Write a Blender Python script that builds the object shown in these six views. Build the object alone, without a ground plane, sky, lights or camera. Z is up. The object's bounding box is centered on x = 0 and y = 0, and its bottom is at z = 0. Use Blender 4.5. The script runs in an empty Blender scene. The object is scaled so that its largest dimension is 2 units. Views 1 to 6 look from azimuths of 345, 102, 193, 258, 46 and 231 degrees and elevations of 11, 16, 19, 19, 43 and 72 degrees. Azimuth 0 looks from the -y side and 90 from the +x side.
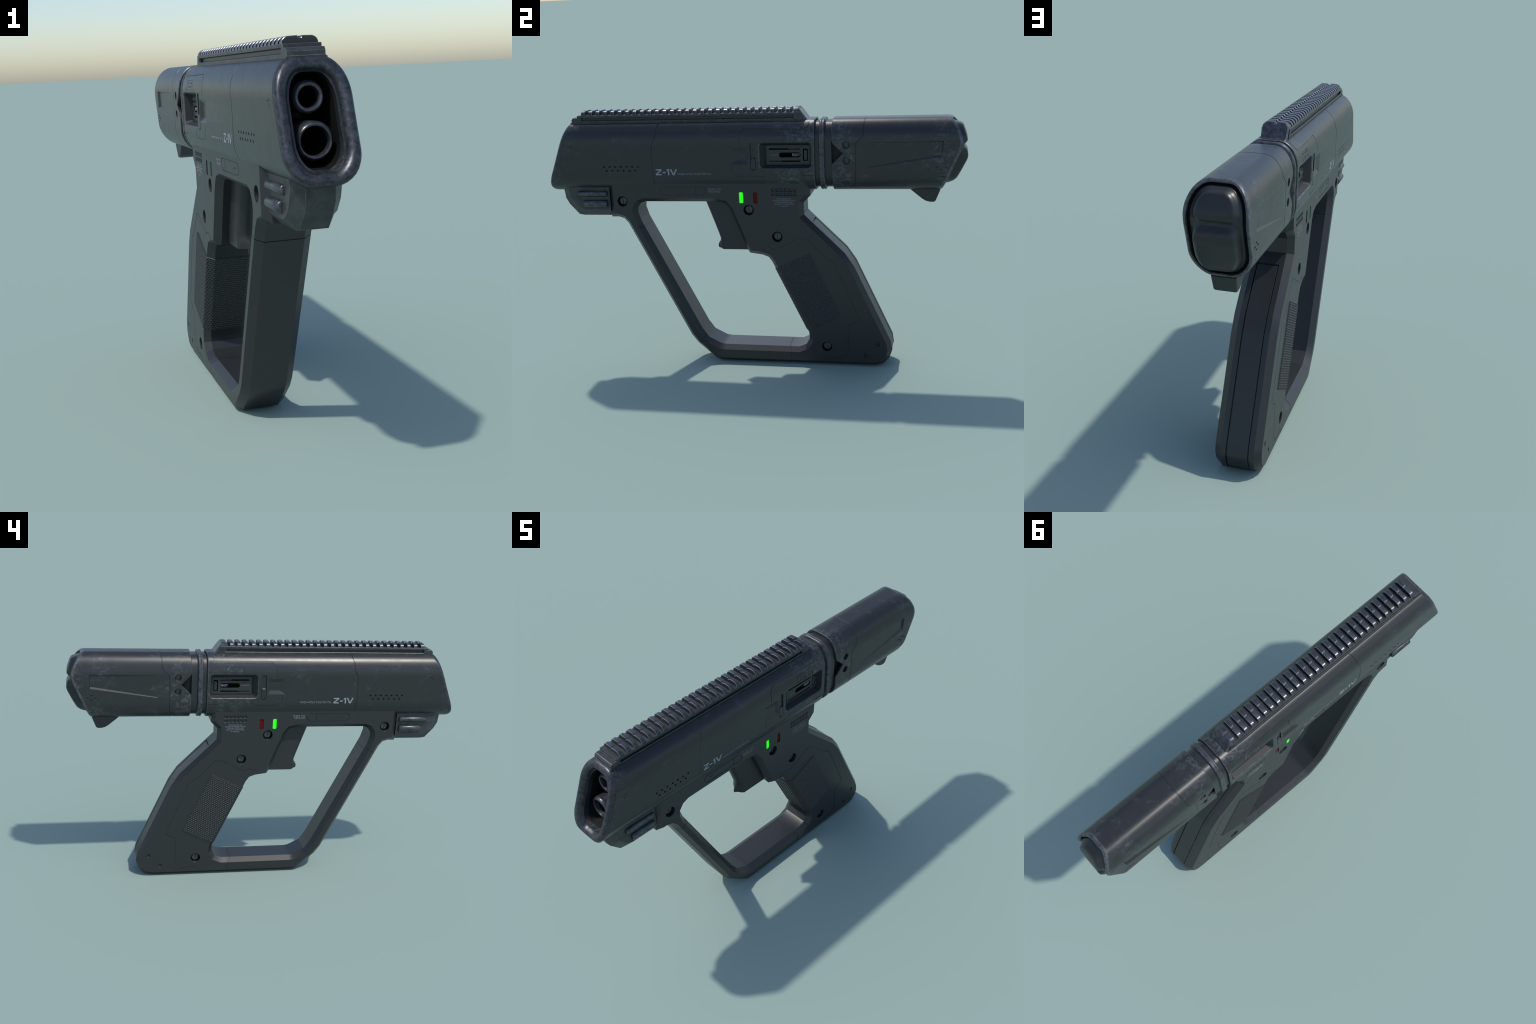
import bpy, bmesh, math, random
from mathutils import Vector, Matrix

random.seed(7)

# ------------------------------------------------------------------ helpers
def lerp_table(tab, t):
    if t <= tab[0][0]:
        return tab[0][1]
    for (a, va), (b, vb) in zip(tab, tab[1:]):
        if t <= b:
            return va + (vb - va) * (t - a) / (b - a)
    return tab[-1][1]


def mark_smooth(bm, angle=32.0):
    lim = math.radians(angle)
    for f in bm.faces:
        f.smooth = True
    for e in bm.edges:
        e.smooth = len(e.link_faces) == 2 and e.calc_face_angle(0.0) < lim


def new_obj(name, mesh, mat=None, parent=None, weighted=False):
    ob = bpy.data.objects.new(name, mesh)
    bpy.context.scene.collection.objects.link(ob)
    if mat is not None:
        for m in (mat if isinstance(mat, (list, tuple)) else [mat]):
            mesh.materials.append(m)
    if parent is not None:
        ob.parent = parent
    if weighted:
        w = ob.modifiers.new("weighted", 'WEIGHTED_NORMAL')
        w.keep_sharp = True
        w.weight = 90
    return ob


def bm_mesh(bm, name, angle=32.0, merge=1e-6):
    if merge:
        bmesh.ops.remove_doubles(bm, verts=bm.verts, dist=merge)
    bmesh.ops.recalc_face_normals(bm, faces=bm.faces)
    mark_smooth(bm, angle)
    me = bpy.data.meshes.new(name)
    bm.to_mesh(me)
    bm.free()
    return me


def add_loft(bm, rings, cap0=True, cap1=True, closed=False, mats=None):
    """rings: lists of equal length of xyz; quads between consecutive rings"""
    vs = [[bm.verts.new(p) for p in r] for r in rings]
    n = len(vs[0])
    pairs = list(zip(vs, vs[1:]))
    if closed:
        pairs.append((vs[-1], vs[0]))
    for k, (a, b) in enumerate(pairs):
        for i in range(n):
            j = (i + 1) % n
            f = bm.faces.new((a[i], a[j], b[j], b[i]))
            if mats:
                f.material_index = mats.get(k, 0)
    if not closed:
        if cap0:
            bm.faces.new(vs[0][::-1])
        if cap1:
            bm.faces.new(vs[-1])
    return vs


def add_prism(bm, poly_a, xa, poly_b, xb):
    """frustum between polygon a (y,z) at x=xa and polygon b at x=xb"""
    add_loft(bm, [[(xa, y, z) for y, z in poly_a], [(xb, y, z) for y, z in poly_b]])


def add_box(bm, x0, x1, y0, y1, z0, z1):
    add_prism(bm, [(y0, z0), (y1, z0), (y1, z1), (y0, z1)], x0,
              [(y0, z0), (y1, z0), (y1, z1), (y0, z1)], x1)


def add_hole(bm, y, z, s, x, r, depth, n=24):
    """chamfered round hole cutter sunk into the face at |x|"""
    add_loft(bm, [[(s * xx, yy, zz) for yy, zz in circle(y, z, rr, n)] for xx, rr in
                  ((x + 0.004, r + 0.0035), (x - 0.0012, r - 0.0012), (x - depth, r - 0.0022))])


def rrect(y0, y1, z0, z1, r, seg=4):
    out = []
    for cy, cz, a0 in ((y1 - r, z1 - r, 0), (y0 + r, z1 - r, 90), (y0 + r, z0 + r, 180), (y1 - r, z0 + r, 270)):
        for i in range(seg + 1):
            a = math.radians(a0 + 90.0 * i / seg)
            out.append((cy + r * math.cos(a), cz + r * math.sin(a)))
    return out


def circle(cy, cz, r, n=20):
    return [(cy + r * math.cos(2 * math.pi * i / n), cz + r * math.sin(2 * math.pi * i / n)) for i in range(n)]


def offset_poly(poly, d):
    """mitred offset of a closed polygon; d>0 moves to the left of travel. d may be a list per vertex"""
    n = len(poly)
    out = []
    for i in range(n):
        dd = d[i] if isinstance(d, (list, tuple)) else d
        p0, p1, p2 = Vector(poly[i - 1]), Vector(poly[i]), Vector(poly[(i + 1) % n])
        a = (p1 - p0).normalized()
        b = (p2 - p1).normalized()
        na, nb = Vector((-a.y, a.x)), Vector((-b.y, b.x))
        m = (na + nb)
        m = m / max(0.25, m.dot(na)) if m.length > 1e-6 else na
        out.append((p1.x + m.x * dd, p1.y + m.y * dd))
    return out


def densify(pts, step, closed=False):
    out = []
    seq = list(zip(pts, pts[1:])) + ([(pts[-1], pts[0])] if closed else [])
    for a, b in seq:
        k = max(1, int(math.ceil(math.hypot(b[0] - a[0], b[1] - a[1]) / step)))
        for i in range(k):
            t = i / k
            out.append((a[0] + (b[0] - a[0]) * t, a[1] + (b[1] - a[1]) * t))
    if not closed:
        out.append(pts[-1])
    return out


def add_groove(bm, pts, width, depth, surf, side, closed=False, step=0.02):
    """cutter ribbon along a (y,z) polyline lying on the surface x = side*surf(z)"""
    pts = densify(pts, step, closed)
    n = len(pts)
    L, R = [], []
    for i in range(n):
        p = Vector(pts[i])
        if closed:
            a, b = p - Vector(pts[i - 1]), Vector(pts[(i + 1) % n]) - p
        else:
            a = p - Vector(pts[i - 1]) if i > 0 else Vector(pts[1]) - p
            b = Vector(pts[i + 1]) - p if i < n - 1 else a
        a, b = a.normalized(), b.normalized()
        na, nb = Vector((-a.y, a.x)), Vector((-b.y, b.x))
        m = na + nb
        m = m / max(0.3, m.dot(na))
        L.append(p + m * width / 2)
        R.append(p - m * width / 2)
    rings = []
    for l, r in zip(L, R):
        rings.append([(side * (surf(l.y) + 0.012), l.x, l.y), (side * (surf(r.y) + 0.012), r.x, r.y),
                      (side * (surf(r.y) - depth), r.x, r.y), (side * (surf(l.y) - depth), l.x, l.y)])
    add_loft(bm, rings, closed=closed)


def cut(ob, cutter_bm, angle=18.0, mat=None):
    """boolean difference, result baked into ob's mesh"""
    bmesh.ops.recalc_face_normals(cutter_bm, faces=cutter_bm.faces)
    cm = bpy.data.meshes.new("cutter")
    cutter_bm.to_mesh(cm)
    cutter_bm.free()
    if mat is not None:
        cm.materials.append(mat)
    co = bpy.data.objects.new("cutter", cm)
    bpy.context.scene.collection.objects.link(co)
    md = ob.modifiers.new("cut", 'BOOLEAN')
    md.object = co
    md.operation = 'DIFFERENCE'
    md.solver = 'EXACT'
    if mat is not None:
        md.material_mode = 'TRANSFER'
    keep = [m.name for m in ob.modifiers if m.type != 'BOOLEAN']
    for k in keep:
        ob.modifiers[k].show_viewport = False
    bpy.context.view_layer.update()
    dg = bpy.context.evaluated_depsgraph_get()
    me = bpy.data.meshes.new_from_object(ob.evaluated_get(dg))
    old = ob.data
    me.name = old.name
    ob.modifiers.remove(md)
    ob.data = me
    for k in keep:
        ob.modifiers[k].show_viewport = True
    bpy.data.meshes.remove(old)
    bpy.data.objects.remove(co)
    bpy.data.meshes.remove(cm)
    bm = bmesh.new()
    bm.from_mesh(me)
    bmesh.ops.remove_doubles(bm, verts=bm.verts, dist=1e-5)
    bmesh.ops.dissolve_degenerate(bm, edges=bm.edges, dist=1e-6)
    mark_smooth(bm, angle)
    bm.to_mesh(me)
    bm.free()


# ---------------------------------------------------------------- materials
def nodes_of(name):
    m = bpy.data.materials.new(name)
    m.use_nodes = True
    nt = m.node_tree
    bsdf = nt.nodes["Principled BSDF"]
    return m, nt, bsdf


def N(nt, typ, **kw):
    n = nt.nodes.new(typ)
    for k, v in kw.items():
        setattr(n, k, v)
    return n


def math_node(nt, op, a, b=None, clamp=False):
    n = N(nt, 'ShaderNodeMath', operation=op, use_clamp=clamp)
    for i, v in enumerate((a, b)):
        if v is None:
            continue
        if isinstance(v, (int, float)):
            n.inputs[i].default_value = v
        else:
            nt.links.new(v, n.inputs[i])
    return n.outputs[0]


def noise(nt, vec, scale, detail=4.0, rough=0.6, distortion=0.0):
    n = N(nt, 'ShaderNodeTexNoise')
    n.inputs['Scale'].default_value = scale
    n.inputs['Detail'].default_value = detail
    n.inputs['Roughness'].default_value = rough
    n.inputs['Distortion'].default_value = distortion
    nt.links.new(vec, n.inputs['Vector'])
    return n.outputs['Fac']


def ramp(nt, fac, stops):
    r = N(nt, 'ShaderNodeValToRGB')
    els = r.color_ramp.elements
    while len(els) < len(stops):
        els.new(0.5)
    for e, (p, c) in zip(els, stops):
        e.position = p
        e.color = (c, c, c, 1) if isinstance(c, (int, float)) else (*c, 1)
    nt.links.new(fac, r.inputs['Fac'])
    return r.outputs['Color']


def object_coords(nt, scale=(1, 1, 1)):
    tc = N(nt, 'ShaderNodeTexCoord')
    mp = N(nt, 'ShaderNodeMapping')
    mp.inputs['Scale'].default_value = scale
    nt.links.new(tc.outputs['Object'], mp.inputs['Vector'])
    return tc.outputs['Object'], mp.outputs['Vector']


def mix_color(nt, fac, a, b):
    m = N(nt, 'ShaderNodeMix', data_type='RGBA')
    if isinstance(fac, (int, float)):
        m.inputs['Factor'].default_value = fac
    else:
        nt.links.new(fac, m.inputs['Factor'])
    for key, v in (('A', a), ('B', b)):
        sock = [s for s in m.inputs if s.name == key and s.type == 'RGBA'][0]
        if isinstance(v, tuple):
            sock.default_value = (*v, 1)
        else:
            nt.links.new(v, sock)
    return [s for s in m.outputs if s.type == 'RGBA'][0]


def painted(name, base, wear, rough, wear_bands=(), base_wear=0.0, metallic=0.0, spec=0.5, grain=0.015):
    """dark coated metal: fine mottling, plus scuffs whose density rises in bands along the gun (object y)"""
    m, nt, b = nodes_of(name)
    oc, _ = object_coords(nt)
    _, st = object_coords(nt, (1.0, 0.9, 1.25))
    fine = noise(nt, oc, 90.0, 3.0, 0.6)
    mott = ramp(nt, fine, [(0.3, tuple(c * 0.92 for c in base)), (0.7, tuple(c * 1.08 for c in base))])
    # scuff pattern: ridged fine noise broken up by a larger noise
    n1 = noise(nt, st, 46.0, 8.0, 0.74, 0.9)
    n2 = noise(nt, oc, 8.5, 5.0, 0.62, 0.3)
    scuff = math_node(nt, 'MULTIPLY', math_node(nt, 'SUBTRACT', n1, 0.485), 9.0, clamp=True)
    sep = N(nt, 'ShaderNodeSeparateXYZ')
    nt.links.new(oc, sep.inputs[0])
    dens = None
    for c, w, s in wear_bands:
        d = math_node(nt, 'SUBTRACT', 1.0, math_node(nt, 'DIVIDE', math_node(nt, 'ABSOLUTE', math_node(nt, 'SUBTRACT', sep.outputs['Y'], c)), w), clamp=True)
        d = math_node(nt, 'MULTIPLY', d, s)
        dens = d if dens is None else math_node(nt, 'MAXIMUM', dens, d)
    if dens is None:
        dens = base_wear
    else:
        dens = math_node(nt, 'MAXIMUM', dens, base_wear)
    patch = math_node(nt, 'MULTIPLY', math_node(nt, 'SUBTRACT', math_node(nt, 'ADD', n2, dens), 0.66), 4.2, clamp=True)
    mask = math_node(nt, 'MULTIPLY', math_node(nt, 'MULTIPLY', scuff, patch), 0.70, clamp=True)
    col = mix_color(nt, mask, mott, wear)
    nt.links.new(col, b.inputs['Base Color'])
    rgh = math_node(nt, 'ADD', math_node(nt, 'MULTIPLY', noise(nt, oc, 22.0, 3.0), 0.10), rough - 0.05)
    rgh = math_node(nt, 'ADD', rgh, math_node(nt, 'MULTIPLY', mask, 0.08))
    nt.links.new(rgh, b.inputs['Roughness'])
    b.inputs['Metallic'].default_value = metallic
    b.inputs['Specular IOR Level'].default_value = spec
    if grain:
        bp = N(nt, 'ShaderNodeBump')
        bp.inputs['Strength'].default_value = grain
        bp.inputs['Distance'].default_value = 0.002
        nt.links.new(fine, bp.inputs['Height'])
        nt.links.new(bp.outputs['Normal'], b.inputs['Normal'])
    return m


def worn_metal(name, dark, light, rough, metallic=0.5, scale=26.0, lo=0.38, hi=0.66):
    m, nt, b = nodes_of(name)
    oc, _ = object_coords(nt)
    n1 = noise(nt, oc, scale, 6.0, 0.65, 0.8)
    nt.links.new(ramp(nt, n1, [(lo, dark), (hi, light)]), b.inputs['Base Color'])
    b.inputs['Metallic'].default_value = metallic
    rgh = math_node(nt, 'ADD', math_node(nt, 'MULTIPLY', noise(nt, oc, 40.0, 3.0), 0.16), rough - 0.08)
    nt.links.new(rgh, b.inputs['Roughness'])
    bp = N(nt, 'ShaderNodeBump')
    bp.inputs['Strength'].default_value = 0.12
    bp.inputs['Distance'].default_value = 0.003
    nt.links.new(n1, bp.inputs['Height'])
    nt.links.new(bp.outputs['Normal'], b.inputs['Normal'])
    return m


def plain(name, col, rough=0.5, spec=0.5, emit=None, strength=0.0, metallic=0.0):
    m, nt, b = nodes_of(name)
    oc, _ = object_coords(nt)
    n1 = noise(nt, oc, 60.0, 3.0)
    nt.links.new(ramp(nt, n1, [(0.3, tuple(c * 0.93 for c in col)), (0.7, tuple(min(1, c * 1.07) for c in col))]), b.inputs['Base Color'])
    b.inputs['Roughness'].default_value = rough
    b.inputs['Specular IOR Level'].default_value = spec
    b.inputs['Metallic'].default_value = metallic
    if emit:
        b.inputs['Emission Color'].default_value = (*emit, 1)
        b.inputs['Emission Strength'].default_value = strength
    return m


BASE = (0.0225, 0.0245, 0.0255)
M_HOUSING = painted("housing_coating", BASE, (0.10, 0.112, 0.12), 0.335,
                    [(0.24, 0.40, 0.34), (-0.97, 0.40, 0.28), (-0.45, 0.16, 0.18)], 0.08)
M_STOCK = painted("stock_coating", BASE, (0.10, 0.112, 0.12), 0.335,
                  [(0.44, 0.22, 0.36), (0.95, 0.32, 0.32)], 0.11)
M_FRAME = painted("frame_polymer", (0.0215, 0.0235, 0.0245), (0.05, 0.055, 0.055), 0.39, (), 0.0, grain=0.03)
M_NECK = plain("neck_coating", (0.020, 0.022, 0.023), 0.38)
M_TRIGGER = plain("trigger_polymer", (0.022, 0.024, 0.024), 0.45)
M_LUG = worn_metal("lug_brushed_coating", (0.026, 0.029, 0.030), (0.055, 0.060, 0.062), 0.48, 0.1, 20.0)
M_PIN = worn_metal("pin_metal", (0.05, 0.055, 0.06), (0.12, 0.13, 0.14), 0.36, 0.7, 40.0)
M_RIM = worn_metal("rim_worn_metal", (0.028, 0.031, 0.036), (0.085, 0.09, 0.105), 0.34, 0.45, 55.0, 0.40, 0.74)
M_RING = worn_metal("ring_worn_metal", (0.04, 0.044, 0.048), (0.11, 0.12, 0.13), 0.38, 0.4, 40.0)
M_BARREL = worn_metal("barrel_metal", (0.040, 0.044, 0.053), (0.10, 0.105, 0.12), 0.32, 0.6, 35.0)
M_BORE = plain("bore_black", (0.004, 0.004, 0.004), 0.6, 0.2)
M_CAVITY = plain("cavity_black", (0.007, 0.007, 0.007), 0.55, 0.3)
M_RAIL = worn_metal("rail_coating", (0.026, 0.029, 0.030), (0.055, 0.060, 0.063), 0.42, 0.15, 24.0)
M_TOOTH = worn_metal("tooth_coating", (0.045, 0.049, 0.058), (0.11, 0.115, 0.135), 0.30, 0.6, 40.0)
M_EDGE = worn_metal("edge_bare_metal", (0.18, 0.19, 0.21), (0.32, 0.33, 0.36), 0.32, 0.8, 60.0)
M_EDGE_SOFT = worn_metal("edge_rubbed_metal", (0.06, 0.066, 0.07), (0.13, 0.14, 0.15), 0.38, 0.4, 60.0)
M_CAP = plain("end_cap_rubber", (0.018, 0.020, 0.021), 0.36)
M_GAP_SHADE = plain("gap_shade_black", (0.004, 0.004, 0.004), 0.7, 0.1)
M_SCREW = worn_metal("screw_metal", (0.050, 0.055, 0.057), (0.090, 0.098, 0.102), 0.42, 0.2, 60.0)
M_PANEL = worn_metal("display_panel_coating", (0.024, 0.027, 0.028), (0.036, 0.04, 0.041), 0.45, 0.1, 60.0)
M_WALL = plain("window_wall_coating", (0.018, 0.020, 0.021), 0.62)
M_DISPLAY = plain("display_black", (0.0015, 0.0015, 0.0015), 0.5, 0.02)
M_INK = plain("printed_ink", (0.25, 0.28, 0.31), 0.5)
M_INK_DIM = plain("printed_ink_faint", (0.15, 0.165, 0.18), 0.5)
M_GREEN = plain("green_light", (0.02, 0.55, 0.01), 0.4, 0.3, (0.02, 0.85, 0.004), 0.9)
M_RED = plain("red_light_unlit", (0.12, 0.003, 0.003), 0.4, 0.15)

# ---------------------------------------------------------------- the thing
root = bpy.data.objects.new("pistol", None)
bpy.context.scene.collection.objects.link(root)
root["label"] = "dark grey science fiction pistol with twin barrels and trigger guard"
root["category"] = "gun"

# ------------------------------------------------- shared body cross-section
W, ZT, ZB = 0.1055, 1.1915, 0.8615
ZC, HZ = (ZT + ZB) / 2, (ZT - ZB) / 2


def half_section():
    h = [(0.0, ZT), (0.018, ZT)]
    for i in range(11):
        a = math.pi / 2 * (1 - i / 10)
        h.append((0.032 + (W - 0.032) * math.cos(a), 1.088 + (ZT - 1.088) * math.sin(a)))
    for z in (1.078, 1.066, 1.054, 1.041, 1.028, 1.016, 1.003, 0.991, 0.978, 0.962):
        h.append((W, z))
    for i in range(9):
        a = -math.pi / 2 * i / 8
        h.append((0.033 + (W - 0.033) * math.cos(a) ** 1.13, 0.948 - (0.948 - ZB) * math.sin(-a) ** 1.13))
    h += [(0.018, ZB), (0.0, ZB)]
    return h


HALF = half_section()
SECTION = HALF + [(-x, z) for x, z in HALF[-2:0:-1]]


def surf(z):
    """half-width of the body at height z"""
    for (xa, za), (xb, zb) in zip(HALF[1:], HALF[2:]):
        if za >= z >= zb and za > zb:
            return xa + (xb - xa) * (za - z) / (za - zb)
    return 0.03


def ring(yf, d=0.0, own_z=True):
    sx, sz = (W - d) / W, (HZ - d) / HZ
    out = []
    for x, z in SECTION:
        z2 = ZC + (z - ZC) * sz
        y = yf(z2 if own_z else z) if callable(yf) else yf
        out.append((x * sx, y, z2))
    return out


# --------------------------------------------------------------- the housing
FRONT = [(0.855, -0.986), (0.868, -0.9955), (0.885, -1.0), (0.902, -0.9965), (0.994, -0.9615), (1.104, -0.9205),
         (1.145, -0.9045), (1.176, -0.889), (1.195, -0.876)]
front = lambda dy: (lambda z: lerp_table(FRONT, z) + dy)
SEAM = [(0.86, -0.458), (0.905, -0.460), (1.02, -0.464), (1.093, -0.459), (1.108, -0.443), (1.15, -0.440), (1.20, -0.424)]
seam = lambda dy: (lambda z: lerp_table(SEAM, z) + dy)

bm = bmesh.new()
rings = [ring(0.296, 0.024), ring(0.309, 0.012), ring(0.3135, 0.004), ring(0.3125, 0.0015), ring(0.309, 0.0), ring(0.300, 0.0),
         ring(seam(0.0032), 0.0), ring(seam(0.0014), 0.0016), ring(seam(-0.0010), 0.0016), ring(seam(-0.0026), 0.0),
         ring(front(0.0225), 0.0), ring(front(0.0225), 0.0420), ring(-0.62, 0.044)]
add_loft(bm, rings, mats={1: 1, 2: 1, 3: 1})
housing = new_obj("housing", bm_mesh(bm, "housing", 30), [M_HOUSING, M_EDGE_SOFT], root, True)

WIN = (0.053, 0.301, 0.970, 1.095)      # display window opening, y0 y1 z0 z1
WIN_IN = (0.0835, 0.2895, 0.987, 1.0765)   # floor of the opening
WIN_D = 0.035
cb = bmesh.new()
for s in (1, -1):
    w = WIN
    add_prism(cb, rrect(w[0] - 0.003, w[1] + 0.003, w[2] - 0.003, w[3] + 0.003, 0.021), s * (W + 0.003),
              rrect(w[0] + 0.004, w[1] - 0.003, w[2] + 0.003, w[3] - 0.003, 0.018), s * (W - 0.004))
housing_cut = cb
cut(housing, housing_cut, mat=M_EDGE_SOFT)
cb = bmesh.new()
for s in (1, -1):
    add_prism(cb, rrect(WIN[0] + 0.004, WIN[1] - 0.003, WIN[2] + 0.003, WIN[3] - 0.003, 0.0175), s * (W - 0.003),
              rrect(*WIN_IN, 0.004), s * (W - WIN_D))
cut(housing, cb, mat=M_WALL)
cb = bmesh.new()
for s in (1, -1):
    # finger pocket ahead of the window with sloping walls
    add_prism(cb, rrect(-0.099, 0.0105, 0.9895, 1.0775, 0.012), s * (W + 0.0016), rrect(-0.060, -0.004, 1.011, 1.054, 0.003), s * (W - 0.0085))
    # slider slot
    add_prism(cb, rrect(0.0135, 0.0395, 0.965, 1.094, 0.008), s * (W + 0.01), rrect(0.015, 0.038, 0.967, 1.092, 0.007), s * (W - 0.007))
    # vent holes
    for k in range(7):
        add_prism(cb, circle(-0.532 - 0.0286 * k, 0.986, 0.0055, 10), s * (W + 0.01), circle(-0.532 - 0.0286 * k, 0.986, 0.0045, 10), s * (W - 0.008))
        if k < 6:
            add_prism(cb, circle(-0.547 - 0.0287 * k, 0.967, 0.0055, 10), s * (W + 0.01), circle(-0.547 - 0.0287 * k, 0.967, 0.0045, 10), s * (W - 0.008))
    # panel lines
    add_groove(cb, [(0.290, 1.183), (0.284, 1.164), (0.268, 1.151), (-0.012, 1.155), (-0.034, 1.134), (-0.035, 1.084)], 0.0030, 0.0016, surf, s, step=0.012)
    add_groove(cb, [(-0.070, 0.985), (-0.071, 0.958), (-0.048, 0.936), (0.071, 0.936), (0.084, 0.948), (0.0845, 0.960)], 0.0026, 0.0013, surf, s, step=0.012)
    add_groove(cb, [(0.304, 0.942), (0.256, 0.942), (0.249, 0.951)], 0.0028, 0.0018, surf, s, step=0.012)
    # trapezoid nameplate above the window with small stamped marks
    add_groove(cb, [(0.229, 1.1035), (0.217, 1.135), (0.140, 1.135), (0.127, 1.1035)], 0.0028, 0.0014, surf, s, closed=True, step=0.012)
    for yy in (0.205, 0.178, 0.152):
        for zz in (1.114, 1.126):
            add_groove(cb, [(yy - 0.0045, zz), (yy + 0.0045, zz)], 0.006, 0.0016, surf, s)
    # small three-legged mark by the muzzle
    for a in (20, 140, 260):
        add_groove(cb, [(-0.859 + 0.004 * math.cos(math.radians(a)), 1.078 + 0.004 * math.sin(math.radians(a))),
                        (-0.859 + 0.013 * math.cos(math.radians(a)), 1.078 + 0.013 * math.sin(math.radians(a)))], 0.0025, 0.0018, surf, s)
cut(housing, cb)

# slider tabs in the slots
for s in (1, -1):
    bm = bmesh.new()
    add_prism(bm, rrect(0.0155, 0.0375, 0.969, 1.024, 0.004), s * (W - 0.006), rrect(0.0165, 0.0365, 0.970, 1.018, 0.004), s * (W + 0.0005))
    new_obj("slider", bm_mesh(bm, "slider", 25), M_HOUSING, housing, True)

# muzzle rim: rounded collar closing the front of the shell
prof = [(0.0222, 0.0005), (0.012, 0.0006), (0.0055, 0.0035), (0.0012, 0.009), (0.0, 0.0165), (0.0025, 0.0245), (0.009, 0.0315),
        (0.020, 0.0362), (0.036, 0.0395), (0.060, 0.0415), (0.060, 0.028), (0.0222, 0.012)]
bm = bmesh.new()
add_loft(bm, [ring(front(dy), d) for dy, d in prof], closed=True)
new_obj("muzzle_rim", bm_mesh(bm, "muzzle_rim", 60), M_RIM, housing)
# dark lining of the muzzle opening
bm = bmesh.new()
add_loft(bm, [ring(front(0.045), 0.0424), ring(front(0.20), 0.0443), ring(-0.615, 0.0450)], cap0=False)
me = bm_mesh(bm, "muzzle_lining", 40)
for p in me.polygons:
    p.flip()
new_obj("muzzle_lining", me, M_CAVITY, housing)


def barrel(yf, zc, ro, ri, n=28):
    bm = bmesh.new()
    prof = [(-0.63, ro), (yf + 0.014, ro), (yf + 0.009, ro - 0.0008), (yf + 0.0015, ro - 0.0055), (yf, ro - 0.0075), (yf + 0.0005, ri + 0.004), (yf + 0.002, ri + 0.0012), (yf + 0.006, ri), (yf + 0.05, ri - 0.0005)]
    rings = [[(r * math.cos(2 * math.pi * i / n), y, zc + r * math.sin(2 * math.pi * i / n)) for i in range(n)] for y, r in prof]
    add_loft(bm, rings, cap1=False)
    ob = new_obj("barrel", bm_mesh(bm, "barrel", 40), M_BARREL, root)
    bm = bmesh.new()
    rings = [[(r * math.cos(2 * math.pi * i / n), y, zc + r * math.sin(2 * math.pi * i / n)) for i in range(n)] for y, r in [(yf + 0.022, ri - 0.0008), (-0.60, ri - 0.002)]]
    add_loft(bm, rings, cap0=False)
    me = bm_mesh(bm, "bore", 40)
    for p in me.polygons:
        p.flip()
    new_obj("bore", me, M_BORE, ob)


barrel(-0.877, 1.0855, 0.0440, 0.0285)
barrel(-0.917, 0.9740, 0.0520, 0.0385)

# ------------------------------------------------------- display in the window
for s in (1, -1):
    X = W - WIN_D
    px = lambda d: s * (X + d)
    bm = bmesh.new()
    add_prism(bm, rrect(0.0825, 0.2905, 0.9862, 1.0773, 0.005), px(-0.003), rrect(0.0825, 0.2905, 0.9862, 1.0773, 0.005), px(0.0072))
    panel = new_obj("display_panel", bm_mesh(bm, "display_panel", 30), M_PANEL, root, True)
    cb = bmesh.new()
    add_groove(cb, rrect(0.0870, 0.2858, 0.9905, 1.0730, 0.005), 0.0022, 0.0020, lambda z: X + 0.0072, s, closed=True, step=0.05)
    BLACK = [rrect(0.0985, 0.2450, 1.0560, 1.0630, 0.002), rrect(0.0985, 0.2450, 0.9990, 1.0055, 0.002), rrect(0.1455, 0.2460, 1.0200, 1.0430, 0.0105), rrect(0.2570, 0.2795, 1.0035, 1.0600, 0.004)]
    for poly in BLACK:
        add_prism(cb, poly, px(0.02), poly, px(0.0025))
    cut(panel, cb)
    for poly in BLACK:
        bm = bmesh.new()
        add_prism(bm, offset_poly(poly, 0.0002), px(0.0015), offset_poly(poly, 0.0002), px(0.0032))
        new_obj("display_screen", bm_mesh(bm, "display_screen"), M_DISPLAY, panel)
    bm = bmesh.new()
    add_prism(bm, rrect(0.2612, 0.2762, 1.0065, 1.0545, 0.003), px(0.002), rrect(0.2622, 0.2752, 1.0075, 1.0535, 0.003), px(0.0068))
    new_obj("button", bm_mesh(bm, "button", 30), M_PANEL, panel, True)

# -------------------------------------------------------------- rear neck/ring
bm = bmesh.new()
add_loft(bm, [ring(0.3035, 0.012), ring(0.47, 0.012)])
neck = new_obj("neck", bm_mesh(bm, "neck", 30), M_NECK, root, True)
cb = bmesh.new()
for s in (1, -1):
    tri = [(0.391, 1.095), (0.4465, 1.041), (0.391, 0.987)]
    add_prism(cb, tri, s * (W + 0.01), tri, s * (W - 0.026))
cut(neck, cb, mat=M_CAVITY)  # notch faces coloured black, painting in the shade of a deep recess
bm = bmesh.new()
add_loft(bm, [ring(y, d) for y, d in [(0.3325, 0.0135), (0.3345, 0.004), (0.338, 0.0005), (0.343, 0.0), (0.3465, 0.0025), (0.349, 0.0025),
                                      (0.352, 0.0), (0.356, 0.0008), (0.3595, 0.005), (0.3615, 0.0135)]], closed=True)
new_obj("neck_ring", bm_mesh(bm, "neck_ring", 75), M_RING, neck)

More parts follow.
